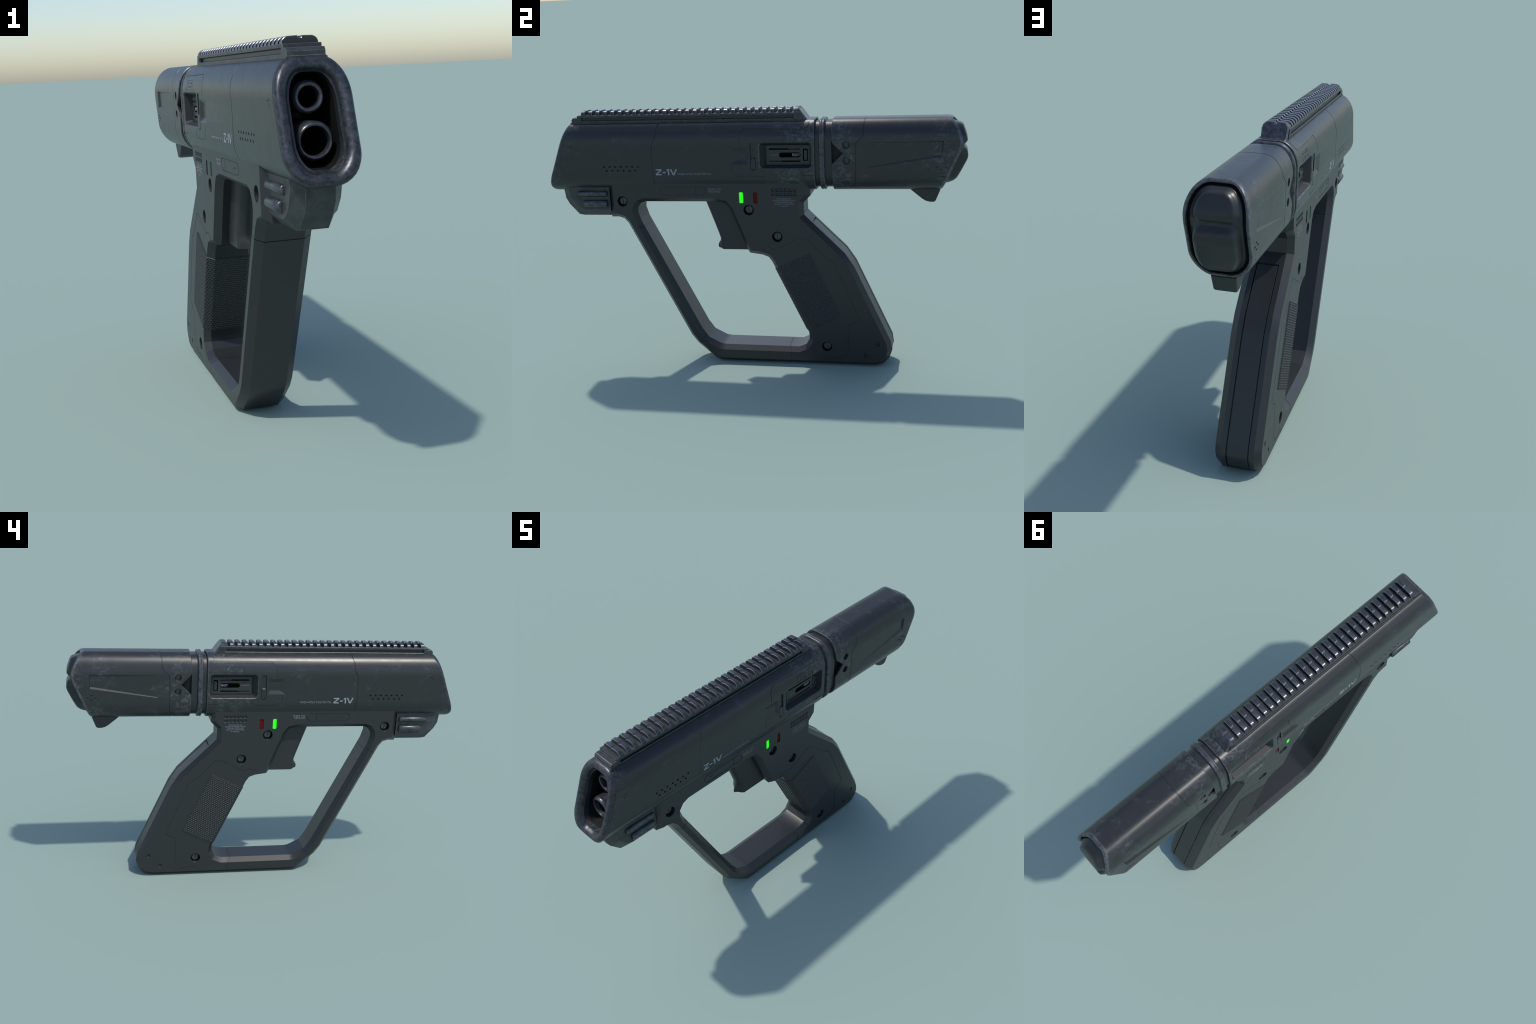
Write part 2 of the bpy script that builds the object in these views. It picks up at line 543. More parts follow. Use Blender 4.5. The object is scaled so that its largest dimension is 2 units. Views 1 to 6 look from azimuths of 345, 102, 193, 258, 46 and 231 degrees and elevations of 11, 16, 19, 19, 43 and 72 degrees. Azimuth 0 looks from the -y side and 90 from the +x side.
# -------------------------------------------------------------- rear stock
REAR = [(0.855, 0.881), (0.89, 0.897), (1.0, 0.947), (1.055, 0.972), (1.07, 0.976), (1.09, 0.9775), (1.115, 0.972), (1.16, 0.952), (1.19, 0.926), (1.20, 0.918)]
rear = lambda dy: (lambda z: lerp_table(REAR, z) + dy)
notch = lambda dy: (lambda z: 0.393 + 0.050 * max(0.0, 1 - abs(z - 1.041) / 0.0505) + dy)
SLINE = [(0.86, 0.480), (0.885, 0.482), (0.903, 0.499), (1.087, 0.502), (1.116, 0.537), (1.16, 0.538), (1.20, 0.545)]
sline = lambda dy: (lambda z: lerp_table(SLINE, z) + dy)
bm = bmesh.new()
rings = [ring(0.475, 0.0135, False), ring(notch(0.003), 0.0125, False), ring(notch(0.0), 0.0105, False), ring(notch(0.0), 0.0025, False), ring(notch(0.0025), 0.0, False),
         ring(sline(-0.0024), 0.0), ring(sline(-0.0011), 0.0015), ring(sline(0.0011), 0.0015), ring(sline(0.0024), 0.0),
         ring(0.62, 0.0), ring(0.78, 0.0), ring(rear(-0.013), 0.0), ring(rear(-0.004), 0.0015), ring(rear(0.0), 0.005), ring(rear(-0.001), 0.010), ring(rear(-0.006), 0.0125), ring(0.80, 0.0135)]
add_loft(bm, rings, mats={3: 1, 11: 1, 12: 1, 13: 1, 14: 1})
stock = new_obj("rear_stock", bm_mesh(bm, "rear_stock", 30), [M_STOCK, M_EDGE_SOFT], root, True)
cb = bmesh.new()
for s in (1, -1):
    # long wedge-shaped recess, deepest at the rear, running out to nothing forward
    q_out = [(0.560, 1.0925), (0.8925, 1.0925), (0.8875, 1.0215), (0.548, 0.9735)]
    q_in = [(0.572, 1.0885), (0.889, 1.0885), (0.8845, 1.0305), (0.560, 0.980)]
    bmv = []
    depth_at = lambda y: 0.0075 * max(0.02, (y - 0.552) / 0.34)
    a = [cb.verts.new((s * (W + 0.0004), y, z)) for y, z in q_out]
    b = [cb.verts.new((s * (W - depth_at(y)), y, z)) for y, z in q_in]
    cb.faces.new(a)
    cb.faces.new(b[::-1])
    for i in range(4):
        j = (i + 1) % 4
        cb.faces.new((a[j], a[i], b[i], b[j]))
    # screw holes
    for zz in (1.078, 1.006):
        add_hole(cb, 0.4585, zz, s, W, 0.0175, 0.020)
    # four little dimples
    for dy, dz, ry, rz in ((0.018, 0, 0.0085, 0.0035), (-0.018, 0, 0.0085, 0.0035), (0, 0.0115, 0.0085, 0.003), (0, -0.0115, 0.0085, 0.003)):
        e = [(0.881 + dy + ry * math.cos(t * math.pi / 5), 0.977 + dz + rz * math.sin(t * math.pi / 5)) for t in range(10)]
        add_prism(cb, e, s * (W + 0.002), e, s * (W - 0.003))
    add_groove(cb, [(0.900, 0.933), (0.876, 0.934)], 0.003, 0.002, surf, s)
cut(stock, cb)

# screws (shared mesh): domed head with a slot, lying along +x
def screw_mesh(name, r):
    bm = bmesh.new()
    n = 24
    prof = [(-0.01, r), (-0.003, r), (0.0, r * 0.86), (0.0012, r * 0.5), (0.0016, r * 0.12)]
    add_loft(bm, [[(x, rr * math.cos(2 * math.pi * i / n), rr * math.sin(2 * math.pi * i / n)) for i in range(n)] for x, rr in prof])
    me = bm_mesh(bm, name, 30)
    tmp = new_obj("tmp", me)
    cb = bmesh.new()
    add_box(cb, -0.004, 0.01, -r * 0.10, r * 0.10, -r * 1.3, r * 1.3)
    cut(tmp, cb)
    me = tmp.data
    me.materials.append(M_SCREW)
    bpy.data.objects.remove(tmp)
    return me


SCREW_BIG = screw_mesh("screw_head", 0.0190)
SCREW_SMALL = screw_mesh("screw_head_small", 0.0150)


def put_screw(me, x, y, z, s, parent, turn):
    ob = new_obj("screw", me, None, parent)
    ob.location = (s * x, y, z)
    ob.rotation_euler = (math.radians(turn), 0, math.pi if s < 0 else 0)
    return ob


for s in (1, -1):
    for zz in (1.078, 1.006):
        put_screw(SCREW_SMALL, W - 0.013, 0.4585, zz, s, stock, 88)

# end cap: two rounded lobes filling the back of the stock
LOBE = [(0.870, 0.890), (0.890, 0.911), (0.900, 0.934), (0.915, 0.951), (0.96, 0.975), (1.004, 0.9975), (1.018, 1.0), (1.033, 0.999), (1.047, 0.994), (1.056, 0.986),
        (1.0635, 0.980), (1.071, 0.986), (1.078, 0.993), (1.088, 0.9975), (1.105, 0.994), (1.135, 0.984), (1.155, 0.976), (1.168, 0.958), (1.178, 0.945)]
lobe = lambda dy: (lambda z: lerp_table(LOBE, z) + dy)


def cap_ring(yf, d, waist=0.0, xs=1.0):
    out = []
    dz = d * 0.5 + 0.0098                      # the lobes reach nearer the rim at top and bottom
    for (x, y, _), (sx_, sz_) in zip(ring(0.0, d), SECTION):
        z = ZC + (sz_ - ZC) * (HZ - dz) / HZ
        wv = waist * math.exp(-((z - 1.062) / 0.020) ** 2)
        ax = max(0.0, abs(x) - wv * min(1.0, abs(x) / 0.05))
        out.append((math.copysign(ax, x) * xs, yf(z), z))
    return out


def blend(za, t):
    return lambda z: (lerp_table(REAR, z) - 0.006) * (1 - t) + lerp_table(LOBE, z) * t


bm = bmesh.new()
add_loft(bm, [cap_ring(rear(-0.09), 0.0195), cap_ring(rear(-0.014), 0.0195), cap_ring(rear(-0.008), 0.0215), cap_ring(rear(-0.005), 0.025), cap_ring(blend(0, 0.12), 0.030, 0.001),
              cap_ring(blend(0, 0.55), 0.035, 0.011), cap_ring(blend(0, 0.85), 0.040, 0.018), cap_ring(blend(0, 0.97), 0.046, 0.020),
              cap_ring(lobe(0.0), 0.055, 0.017)], cap1=False)
bm.verts.ensure_lookup_table()
last = list(bm.verts)[-len(SECTION):]
ns = len(SECTION)
nh = len(HALF)
bm.faces.new([last[i] for i in (ns - 3, ns - 2, ns - 1, 0, 1, 2, 3)])
for i in range(3, nh - 4):
    bm.faces.new((last[i], last[i + 1], last[ns - i - 1], last[ns - i]))
bm.faces.new([last[i] for i in range(nh - 4, nh + 3)])
cap = new_obj("end_cap", bm_mesh(bm, "end_cap", 70, 0), M_CAP, stock)
bm = bmesh.new()
add_loft(bm, [ring(rear(-0.06), 0.0129), ring(rear(-0.014), 0.0129), ring(rear(-0.014), 0.021)], cap0=False, cap1=False)  # added black sheet standing in for the shade between cap and stock rim
new_obj("cap_gap_shade", bm_mesh(bm, "cap_gap_shade"), M_GAP_SHADE, stock)

# small foot under the stock
bm = bmesh.new()
foot_prof = [(0.728, 0.872), (0.742, 0.8625), (0.797, 0.8165), (0.814, 0.8065), (0.832, 0.802), (0.850, 0.802), (0.858, 0.808), (0.8785, 0.8585), (0.868, 0.872)]
inner = offset_poly(foot_prof, 0.006)
rings = []
inner2 = offset_poly(foot_prof, 0.002)
for x, p, k in ((-0.0435, inner, 0), (-0.0415, inner2, 0), (-0.036, foot_prof, 1), (0.036, foot_prof, 1), (0.0415, inner2, 0), (0.0435, inner, 0)):
    rings.append([(x * (1.0 if z > 0.85 else 0.93), y, z) for y, z in p])
add_loft(bm, rings)
new_obj("stock_foot", bm_mesh(bm, "stock_foot", 40), M_TRIGGER, root, True)

# ---------------------------------------------------------------- top rail
RZ = 1.2235
bm = bmesh.new()
prof = [(-0.872, 1.176), (-0.872, 1.1915), (-0.8675, 1.1915), (-0.8675, 1.2035), (-0.8605, 1.2125), (-0.8385, 1.2125), (-0.8385, RZ), (0.245, RZ), (0.262, 1.176)]
add_prism(bm, prof, -0.0530, prof, 0.0530)
bmesh.ops.recalc_face_normals(bm, faces=bm.faces)
rail = new_obj("rail", bm_mesh(bm, "rail", 25), [M_RAIL, M_EDGE_SOFT], root, True)
cb = bmesh.new()
for s in (1, -1):
    add_prism(cb, rrect(-0.8205, 0.2255, 1.1965, 1.2135, 0.006), s * 0.06, rrect(-0.8195, 0.2245, 1.1985, 1.2115, 0.005), s * 0.0420)
cut(rail, cb, 25, M_NECK)  # slot walls take the darker neck colour as painted shade
bm = bmesh.new()
bm.from_mesh(rail.data)
es = [e for e in bm.edges if len(e.link_faces) == 2 and e.calc_face_angle(0) > math.radians(28) and min(v.co.z for v in e.verts) > 1.18]
bmesh.ops.bevel(bm, geom=es, offset=0.0011, segments=1, affect='EDGES', material=1, clamp_overlap=True)
mark_smooth(bm, 25)
bm.to_mesh(rail.data)
bm.free()
bm = bmesh.new()
add_box(bm, -0.0560, 0.0560, -0.873, 0.268, 1.172, 1.1885)
new_obj("rail_flange", bm_mesh(bm, "rail_flange"), M_RAIL, rail)

TOOTH_HALF = [(0.0515, 1.2215), (0.0510, 1.2285), (0.0480, 1.2350), (0.0425, 1.2400), (0.0350, 1.2432), (0.0060, 1.2440), (0.0046, 1.2385), (0.0, 1.2375)]
TOOTH = TOOTH_HALF + [(-x, z) for x, z in TOOTH_HALF[-2::-1]]
bm = bmesh.new()
L = 0.0180
add_loft(bm, [[(x, -L / 2, z) for x, z in TOOTH], [(x, L / 2, z) for x, z in TOOTH]])
bmesh.ops.recalc_face_normals(bm, faces=bm.faces)
es = [e for e in bm.edges if e.calc_face_angle(0) > math.radians(60) and max(v.co.z for v in e.verts) > 1.2225]
bmesh.ops.bevel(bm, geom=es, offset=0.0016, segments=1, affect='EDGES', material=1, clamp_overlap=True)
for f in bm.faces:
    if abs(f.normal.y) > 0.9:
        f.material_index = 2  # end faces darkened: shade between the teeth put into their colour
tooth_me = bm_mesh(bm, "rail_tooth", 30)
tooth_me.materials.append(M_TOOTH)
tooth_me.materials.append(M_EDGE)
tooth_me.materials.append(M_TRIGGER)
PITCH = 0.0370
for k in range(28):
    ob = new_obj("rail_tooth", tooth_me, None, rail)
    ob.location = (0, -0.8095 + PITCH * k, 0)
# rear stop: last tooth running down in a ramp
bm = bmesh.new()
T2 = [(x, z + (0.0004 if z > 1.24 else 0)) for x, z in TOOTH]
T2[0], T2[-1] = (0.0500, 1.180), (-0.0500, 1.180)
ramp_y = lambda z: 0.2385 + (1.2445 - z) * 0.70
add_loft(bm, [[(x, 0.2160, z) for x, z in T2], [(x, ramp_y(z) - 0.005, z) for x, z in T2], [(x * 0.88, ramp_y(z), z if z < 1.19 else z - 0.002) for x, z in T2]], mats={1: 1})
bmesh.ops.recalc_face_normals(bm, faces=bm.faces)
es = [e for e in bm.edges if e.calc_face_angle(0) > math.radians(38) and max(v.co.z for v in e.verts) > 1.2225]
bmesh.ops.bevel(bm, geom=es, offset=0.0012, segments=1, affect='EDGES', material=1, clamp_overlap=True)
new_obj("rail_stop", bm_mesh(bm, "rail_stop", 22), [M_TOOTH, M_EDGE_SOFT], rail)

# ------------------------------------------------------- front lug under muzzle
bm = bmesh.new()
lug = [(-0.70, 0.890), (-0.945, 0.890), (-0.945, 0.855), (-0.941, 0.820), (-0.924, 0.789), (-0.878, 0.7385), (-0.852, 0.734), (-0.70, 0.734)]
lug_in = [(-0.70, 0.890), (-0.910, 0.890), (-0.9085, 0.858), (-0.8955, 0.820), (-0.865, 0.782), (-0.839, 0.769), (-0.829, 0.7665), (-0.70, 0.7665)]
add_loft(bm, [[(-0.072, y, z) for y, z in lug_in], [(-0.041, y, z) for y, z in lug], [(0.041, y, z) for y, z in lug], [(0.072, y, z) for y, z in lug_in]])
bmesh.ops.recalc_face_normals(bm, faces=bm.faces)
es = [e for e in bm.edges if len(e.link_faces) == 2 and e.calc_face_angle(0) > math.radians(25) and max(v.co.z for v in e.verts) < 0.88 and max(v.co.y for v in e.verts) < -0.6]
bmesh.ops.bevel(bm, geom=es, offset=0.0012, segments=1, affect='EDGES', material=1, clamp_overlap=True)
lug_ob = new_obj("front_lug", bm_mesh(bm, "front_lug", 22), [M_LUG, M_EDGE_SOFT], root, True)


def pin_mesh(name, length, r):
    bm = bmesh.new()
    n = 20
    prof = [(0.0, r * 0.6), (0.0015, r * 0.85), (0.005, r), (length - 0.006, r), (length - 0.002, r * 0.86), (length, r * 0.55)]
    add_loft(bm, [[(rr * math.cos(2 * math.pi * i / n), -yy, rr * math.sin(2 * math.pi * i / n)) for i in range(n)] for yy, rr in prof])
    me = bm_mesh(bm, name, 50)
    me.materials.append(M_PIN)
    return me


for me, y0, zz in ((pin_mesh("pin", 0.150, 0.0150), -0.711, 0.8475), (pin_mesh("pin_short", 0.123, 0.0185), -0.712, 0.7985)):
    for s in (1, -1):
        ob = new_obj("pin", me, None, lug_ob)
        ob.location = (s * 0.0715, y0, zz)
        ob.rotation_euler = (0, 0, 0)

# ------------------------------------------------------------------- frame
FW, FF, CH = 0.0885, 0.0625, 0.020      # half-width at the sides, of the edge flats, chamfer inset
OUTER = [(-0.700, 0.915), (-0.700, 0.732), (-0.664, 0.732), (-0.638, 0.724), (-0.617, 0.700), (-0.336, 0.130), (-0.303, 0.086), (-0.254, 0.044),
         (-0.213, 0.008), (-0.186, 0.0), (0.577, 0.0), (0.618, 0.010), (0.646, 0.042), (0.659, 0.080), (0.653, 0.122),
         (0.482, 0.496), (0.439, 0.561), (0.251, 0.746), (0.251, 0.805), (0.284, 0.838), (0.284, 0.915)]
INNER = [(-0.525, 0.8085), (-0.548, 0.799), (-0.562, 0.779), (-0.5645, 0.757), (-0.551, 0.712), (-0.277, 0.161), (-0.246, 0.118), (-0.186, 0.087), (-0.160, 0.083),
         (0.208, 0.082), (0.244, 0.097), (0.260, 0.124), (0.258, 0.158), (0.090, 0.514), (0.073, 0.537), (0.044, 0.548), (-0.017, 0.557), (-0.030, 0.580),
         (-0.106, 0.775), (-0.125, 0.799), (-0.165, 0.8085)]
OUT_IN = offset_poly(OUTER, CH)
OUT_IN[0] = (-0.6765, 0.915)
OUT_IN[1] = (-0.6765, 0.752)
OUT_IN[-1] = (0.268, 0.915)
INN_OUT = offset_poly(INNER, -CH)


def signed_area(p):
    return 0.5 * sum(a[0] * b[1] - b[0] * a[1] for a, b in zip(p, p[1:] + p[:1]))


if signed_area(OUTER) < 0:
    OUT_IN = offset_poly(OUTER, -CH)
if signed_area(INNER) < 0:
    INN_OUT = offset_poly(INNER, CH)

bm = bmesh.new()
for loop_flat, loop_side in ((OUTER, OUT_IN), (INNER, INN_OUT)):
    rs = [[(x, y, z) for y, z in lp] for x, lp in ((-FW, loop_side), (-FF, loop_flat), (FF, loop_flat), (FW, loop_side))]
    add_loft(bm, rs, False, False)
for sx in (-1, 1):
    loops_e = [e for e in bm.edges if all(abs(v.co.x - sx * FW) < 1e-6 for v in e.verts)]
    bmesh.ops.triangle_fill(bm, edges=loops_e, use_beauty=True, use_dissolve=False)
frame = new_obj("frame", bm_mesh(bm, "frame", 24), M_FRAME, root, True)

fsurf = lambda z: FW
SCREWS = [(-0.632, 0.813, 0), (-0.009, 0.7725, 0), (0.1233, 0.6428, 0), (0.3475, 0.0957, 0)]
cb = bmesh.new()
for s in (1, -1):
    for y, z, _ in SCREWS:
        add_hole(cb, y, z, s, FW, 0.0262, 0.036)
    for y in (-0.0425, 0.0265):
        add_prism(cb, rrect(y - 0.0105, y + 0.0105, 0.8045, 0.8585, 0.005), s * (FW + 0.003), rrect(y - 0.0095, y + 0.0095, 0.8055, 0.8575, 0.0045), s * (FW - 0.009))
    for i in range(6):
        for j in range(2):
            yc, zc = 0.112 + 0.0203 * i, 0.8485 + 0.0205 * j
            add_prism(cb, rrect(yc - 0.0085, yc + 0.0085, zc - 0.0085, zc + 0.0085, 0.003, 2), s * (FW + 0.0004), rrect(yc - 0.0055, yc + 0.0055, zc - 0.0050, zc + 0.0055, 0.002, 2), s * (FW - 0.0045))
    # pill-shaped latch outline with a cross line
    add_groove(cb, rrect(-0.434, -0.211, 0.8455, 0.8850, 0.0185, 6), 0.0030, 0.0016, fsurf, s, closed=True, step=0.1)
    add_groove(cb, [(-0.2595, 0.8480), (-0.2595, 0.8825)], 0.0028, 0.0018, fsurf, s, step=0.1)
    add_groove(cb, [(-0.405, 0.8660), (-0.385, 0.8660)], 0.004, 0.0012, fsurf, s, step=0.1)
    # grip panel outline
    add_groove(cb, [(0.038, 0.557), (0.043, 0.580), (0.081, 0.592), (0.111, 0.580), (0.229, 0.640), (0.262, 0.634), (0.356, 0.537), (0.385, 0.530),
                    (0.501, 0.258), (0.506, 0.234), (0.453, 0.211), (0.454, 0.073), (0.435, 0.044), (0.340, 0.042), (0.335, 0.015)], 0.0026, 0.0014, fsurf, s, step=0.2)
    # two little square sockets
    for y, z, ww, hh in ((0.5934, 0.1144, 0.008, 0.011), (0.5336, 0.0568, 0.008, 0.011)):
        add_prism(cb, rrect(y - ww, y + ww, z - hh, z + hh, 0.002, 2), s * (FW + 0.0005), rrect(y - 0.005, y + 0.005, z - 0.007, z + 0.007, 0.001, 2), s * (FW - 0.006))
cut(frame, cb, 24)

# seams around the guard bar and the channel for the back strap
cb = bmesh.new()


def seam_ring(cy, cz, ang, h0, h1, jog=0.0):
    """thin ring-shaped cutter around the octagonal bar; local v runs across the bar from h0 (outer) to h1 (inner)"""
    c, s_ = math.cos(ang), math.sin(ang)
    def octo(g, t):
        o = [(-FW - g, h0 + CH), (-FF, h0 - g), (FF, h0 - g), (FW + g, h0 + CH), (FW + g, h1 - CH), (FF, h1 + g), (-FF, h1 + g), (-FW - g, h1 - CH)]
        r = []
        for x, v in o:
            u = t + (jog if v > (h0 + h1) / 2 and abs(x) < FW - 0.01 else 0.0)
            r.append((x, cy + u * c - v * s_, cz + u * s_ + v * c))
        return r
    t = 0.0013
    add_loft(cb, [octo(0.01, -t), octo(0.01, t), octo(-0.0020, t), octo(-0.0020, -t)], closed=True)


seam_ring(0.172, 0.0, 0.0, 0.0, 0.0825, -0.012)
bar_dir = math.atan2(0.131 - 0.701, -0.334 + 0.615)
p_in = Vector((-0.5445, 0.699))
d_bar = Vector((math.cos(bar_dir), math.sin(bar_dir)))
n_bar = Vector((-d_bar.y, d_bar.x))
p_out = Vector((-0.615, 0.701))
vo = (p_out - p_in).dot(n_bar)
seam_ring(p_in.x + d_bar.x * 0.008, p_in.y + d_bar.y * 0.008, bar_dir, vo, 0.0, 0.010)
cut(frame, cb, 24)

STRAP = [(0.288, 0.7096), (0.439, 0.561), (0.482, 0.496), (0.653, 0.122), (0.659, 0.080), (0.646, 0.042), (0.622, 0.0142)]


def strap_rings(dout, din, hw):
    poly = STRAP
    n = len(poly)
    res = []
    for i in range(n):
        p = Vector(poly[i])
        a = (p - Vector(poly[i - 1])).normalized() if i else (Vector(poly[1]) - p).normalized()
        b = (Vector(poly[i + 1]) - p).normalized() if i < n - 1 else a
        na, nb = Vector((-a.y, a.x)), Vector((-b.y, b.x))
        m = na + nb
        m = m / max(0.4, m.dot(na))
        if m.dot(Vector((1, 0.3))) < 0:
            m = -m
        o, q = p + m * dout, p - m * din
        res.append([(-hw, o.x, o.y), (hw, o.x, o.y), (hw, q.x, q.y), (-hw, q.x, q.y)])
    return res


cb = bmesh.new()
add_loft(cb, strap_rings(0.02, 0.007, 0.0435))
cut(frame, cb, 24)
bm = bmesh.new()
rr = strap_rings(-0.0012, 0.009, 0.0400)
a0, a1 = Vector(rr[0][0]), Vector(rr[1][0])
rr[0] = [tuple(Vector(p) + (Vector(q) - Vector(p)) * 0.025) for p, q in zip(rr[0], rr[1])]
add_loft(bm, rr)
bmesh.ops.recalc_face_normals(bm, faces=bm.faces)
es = [e for e in bm.edges if e.calc_face_angle(0) > math.radians(60)]
bmesh.ops.bevel(bm, geom=es, offset=0.0012, segments=1, affect='EDGES')
new_obj("back_strap", bm_mesh(bm, "back_strap", 22), M_FRAME, frame, True)

for s in (1, -1):
    for (y, z, _), turn in zip(SCREWS, (4, 2, 0, 3)):
        put_screw(SCREW_BIG, FW - 0.0140, y, z, s, frame, s * turn)
    for y, mat, nm in ((-0.0425, M_GREEN, "status_light"), (0.0265, M_RED, "status_light")):
        bm = bmesh.new()
        poly = rrect(y - 0.0098, y + 0.0098, 0.8052, 0.8578, 0.0045)
        add_prism(bm, poly, s * (FW - 0.0085), poly, s * (FW - 0.0045))
        new_obj(nm, bm_mesh(bm, nm), mat, frame)

# -------------------------------------------------------------- grip texture
GD = Vector((0.427, -0.904)).normalized()       # down the grip
GN = Vector((0.904, 0.427)).normalized()        # from the front of the grip to its back
G0 = Vector((0.090, 0.514))                     # a point on the front flat's line
V0, V1 = 0.034, 0.378
side_len = 0.168
path = [(FW + 0.0004, CH + side_len), (FW + 0.0004, CH), (FF, -0.0004), (-FF, -0.0004), (-FW - 0.0004, CH), (-FW - 0.0004, CH + side_len)]
cum = [0.0]
for a, b in zip(path, path[1:]):
    cum.append(cum[-1] + math.hypot(b[0] - a[0], b[1] - a[1]))
TOT = cum[-1]
P = 0.0110


def path_at(u):
    for i in range(len(path) - 1):
        if u <= cum[i + 1] or i == len(path) - 2:
            t = (u - cum[i]) / (cum[i + 1] - cum[i])
            a, b = path[i], path[i + 1]
            x, w = a[0] + (b[0] - a[0]) * t, a[1] + (b[1] - a[1]) * t
            dx, dw = (b[0] - a[0]), (b[1] - a[1])
            l = math.hypot(dx, dw)
            return x, w, dw / l * -1.0, dx / l    # outward normal in (x,w)
NU, NV = int(TOT / 0.00145), int((V1 - V0) / 0.00145)
bm = bmesh.new()
grid = []
for j in range(NV + 1):
    v = V0 + (V1 - V0) * j / NV
    row = []
    for i in range(NU + 1):
        u = TOT * i / NU
        x, w, nx, nw = path_at(u)
        if nx * x < 0 or (abs(x) < FF and nw > 0):
            nx, nw = -nx, -nw
        uc = u - TOT / 2
        edge = min(u, TOT - u, v - V0, V1 - v)
        # staggered round dimples
        best = 9.0
        RS = P * 0.866
        jr = round((v - V0 - P * 0.5) / RS)
        for jj in (jr - 1, jr, jr + 1):
            vc = V0 + P * 0.5 + jj * RS
            off = 0.5 * P if jj % 2 else 0.0
            ii = round((uc - off) / P)
            best = min(best, math.hypot(uc - off - ii * P, v - vc))
        dim = max(0.0, 1 - (best / (0.43 * P)) ** 2)
        h = 0.0034 * (1 - dim) if edge > 0.0012 else 0.0
        h = min(h, 0.0034 * min(1, edge / 0.0012))
        q = G0 + GD * v + GN * w
        row.append(bm.verts.new((x + nx * h, q.x + GN.x * nw * h, q.y + GN.y * nw * h)))
    grid.append(row)
for j in range(NV):
    for i in range(NU):
        bm.faces.new((grid[j][i], grid[j][i + 1], grid[j + 1][i + 1], grid[j + 1][i]))
me = bm_mesh(bm, "grip_texture", 180, 0)
new_obj("grip_texture", me, M_FRAME, frame)

# -------------------------------------------------------------------- trigger
bm = bmesh.new()
TF = [(0.565, -0.186), (0.579, -0.188), (0.590, -0.1835), (0.602, -0.1755), (0.616, -0.1735), (0.640, -0.181), (0.700, -0.2015), (0.830, -0.2475)]
rings = []
for z, yf in TF:
    yb = -0.030 - (z - 0.565) * 0.35 + 0.03
    k = 1.0
    hx = 0.037 if z > 0.6 else 0.036
    lip = max(0.0, min(1.0, (0.604 - z) / 0.025)) * 0.013
    nose = 0.012
    rings.append([(0.0, yf, z), (nose, yf + 0.002 + lip, z), (0.027, yf + 0.011 + lip, z), (hx, yf + 0.024 + lip * 0.8, z), (hx, yb, z),
                  (-hx, yb, z), (-hx, yf + 0.024 + lip * 0.8, z), (-0.027, yf + 0.011 + lip, z), (-nose, yf + 0.002 + lip, z)])
add_loft(bm, rings)
bmesh.ops.recalc_face_normals(bm, faces=bm.faces)
new_obj("trigger", bm_mesh(bm, "trigger", 42), M_TRIGGER, root, True)

# ------------------------------------------------------------------- writing
def text_mesh(body, height, width, align='LEFT', spacing=1.0):
    cu = bpy.data.curves.new("writing", 'FONT')
    cu.body = body
    cu.size = 1.0
    cu.space_line = spacing
    cu.align_x = align
    cu.extrude = 0.0
    cu.offset = 0.018
    ob = bpy.data.objects.new("tmp_text", cu)
    bpy.context.scene.collection.objects.link(ob)
    bpy.context.view_layer.update()
    me = bpy.data.meshes.new_from_object(ob.evaluated_get(bpy.context.evaluated_depsgraph_get()))
    bpy.data.objects.remove(ob)
    bpy.data.curves.remove(cu)
    xs = [v.co.x for v in me.vertices]
    ys = [v.co.y for v in me.vertices]
    x0, x1, y0, y1 = min(xs), max(xs), min(ys), max(ys)
    for v in me.vertices:
        v.co.x = (v.co.x - x0) / (x1 - x0) * width
        v.co.y = (v.co.y - y0) / (y1 - y0) * height
        v.co.z = 0.0
    return me


def stroke_glyphs():
    """wide Z - 1 V, as thick strokes; unit height 1, total width about 3.55"""
    bm = bmesh.new()
    t = 0.20
    def poly(pts):
        bm.faces.new([bm.verts.new((x, y, 0)) for x, y in pts])
    poly([(0.05, 1), (1.06, 1), (1.06, 0.80), (0.05, 0.80)])
    poly([(0.72, 0.80), (1.06, 0.80), (0.34, 0.20), (0.0, 0.20)])
    poly([(0.0, 0.20), (1.02, 0.20), (1.02, 0), (0.0, 0)])
    poly([(1.20, 0.53), (1.78, 0.53), (1.78, 0.33), (1.20, 0.33)])
    poly([(2.08, 1), (2.38, 1), (2.38, 0), (2.14, 0), (2.14, 0.78), (1.92, 0.62), (1.92, 0.80)])
    poly([(2.50, 1), (2.76, 1), (3.14, 0.22), (3.14, 0), (3.00, 0)])
    poly([(3.14, 0.22), (3.52, 1), (3.78, 1), (3.28, 0), (3.14, 0)])
    me = bpy.data.meshes.new("emblem_letters")
    bm.to_mesh(me)
    bm.free()
    for v in me.vertices:
        v.co.x /= 3.78
    return me


def put_text(me, side, x, y_start, z, parent, mat, name, scale=None):
    """text plane onto the side: reading toward +y on +x side, toward -y on the -x side"""
    me = me.copy()
    for v in me.vertices:
        u, w = v.co.x, v.co.y
        if scale:
            u, w = u * scale[0], w * scale[1]
        v.co = (side * (x + 0.0007), y_start + side * u, z + w)
    bm = bmesh.new()
    bm.from_mesh(me)
    bmesh.ops.recalc_face_normals(bm, faces=bm.faces)
    for f in bm.faces:
        if f.normal.x * side < 0:
            f.normal_flip()
    ret = bmesh.ops.extrude_face_region(bm, geom=list(bm.faces))
    for g in ret['geom']:
        if isinstance(g, bmesh.types.BMVert):
            g.co.x -= side * 0.0009
    bmesh.ops.recalc_face_normals(bm, faces=bm.faces)
    bm.to_mesh(me)
    bm.free()
    ob = new_obj(name, me, mat, parent)
    return ob


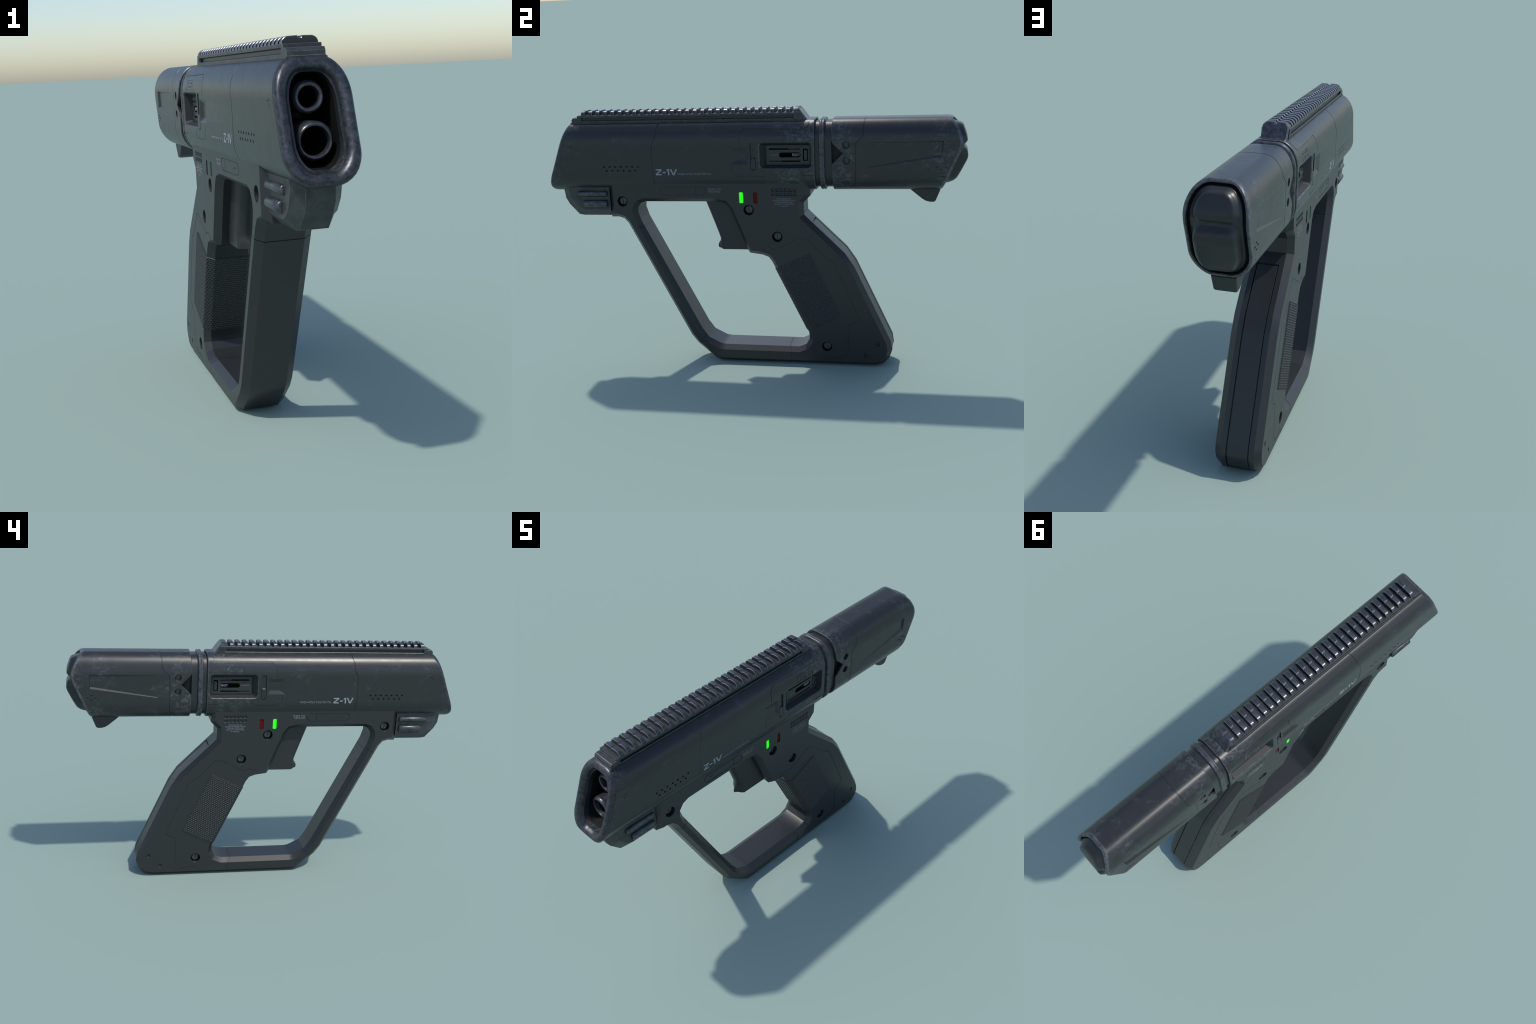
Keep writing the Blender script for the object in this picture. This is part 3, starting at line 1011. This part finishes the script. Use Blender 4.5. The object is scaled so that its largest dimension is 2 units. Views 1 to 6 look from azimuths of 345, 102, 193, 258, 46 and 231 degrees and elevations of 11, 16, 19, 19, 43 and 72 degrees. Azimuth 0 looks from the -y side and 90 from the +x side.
EMB = stroke_glyphs()
T_SUB = text_mesh("HIGH-VOLTAGE PISTOL", 0.0105, 0.163)
T_PUSH = text_mesh("PUSH TO\nRELEASE", 0.020, 0.062, 'RIGHT', 0.85)
T_PUSH_L = text_mesh("PUSH TO\nRELEASE", 0.020, 0.062, 'LEFT', 0.85)
T_INFO = text_mesh("PRODUCED IN\nRUSSIAN FEDERATION\nUNDER SAFE LINE\nQUALITY CONTROL\nV 46655-2", 0.041, 0.104, 'CENTER', 0.92)
T_SYS = text_mesh("SYSTEM", 0.0062, 0.037)
T_READY = text_mesh("READY", 0.0125, 0.036)
T_BAR = text_mesh("VOLTAGE LEVEL UNIT 02", 0.0036, 0.056)
for s in (1, -1):
    if s > 0:
        put_text(EMB, s, W, -0.4465, 0.9445, housing, M_INK, "lettering", (0.106, 0.029))
        put_text(T_SUB, s, W, -0.338, 0.9450, housing, M_INK_DIM, "lettering")
        put_text(T_PUSH_L, s, FW, -0.199, 0.8575, frame, M_INK_DIM, "lettering")
        put_text(T_INFO, s, FW, 0.110, 0.7895, frame, M_INK_DIM, "lettering")
    else:
        put_text(EMB, s, W, -0.338, 0.9445, housing, M_INK, "lettering", (0.106, 0.029))
        put_text(T_SUB, s, W, -0.164, 0.9450, housing, M_INK_DIM, "lettering")
        put_text(T_PUSH, s, FW, -0.136, 0.8575, frame, M_INK_DIM, "lettering")
        put_text(T_INFO, s, FW, 0.214, 0.7895, frame, M_INK_DIM, "lettering")
    X = W - WIN_D
    st = lambda y0, w: y0 if s > 0 else y0 + w
    put_text(T_SYS, s, X + 0.0072, st(0.102, 0.037), 1.0287, housing, M_INK_DIM, "lettering")
    put_text(T_READY, s, X + 0.0032, st(0.2065, 0.036), 1.0253, housing, M_INK, "lettering")
    put_text(T_BAR, s, X + 0.0032, st(0.188, 0.056), 1.0577, housing, M_INK_DIM, "lettering")
    put_text(T_BAR, s, X + 0.0032, st(0.100, 0.056), 1.0005, housing, M_INK_DIM, "lettering")
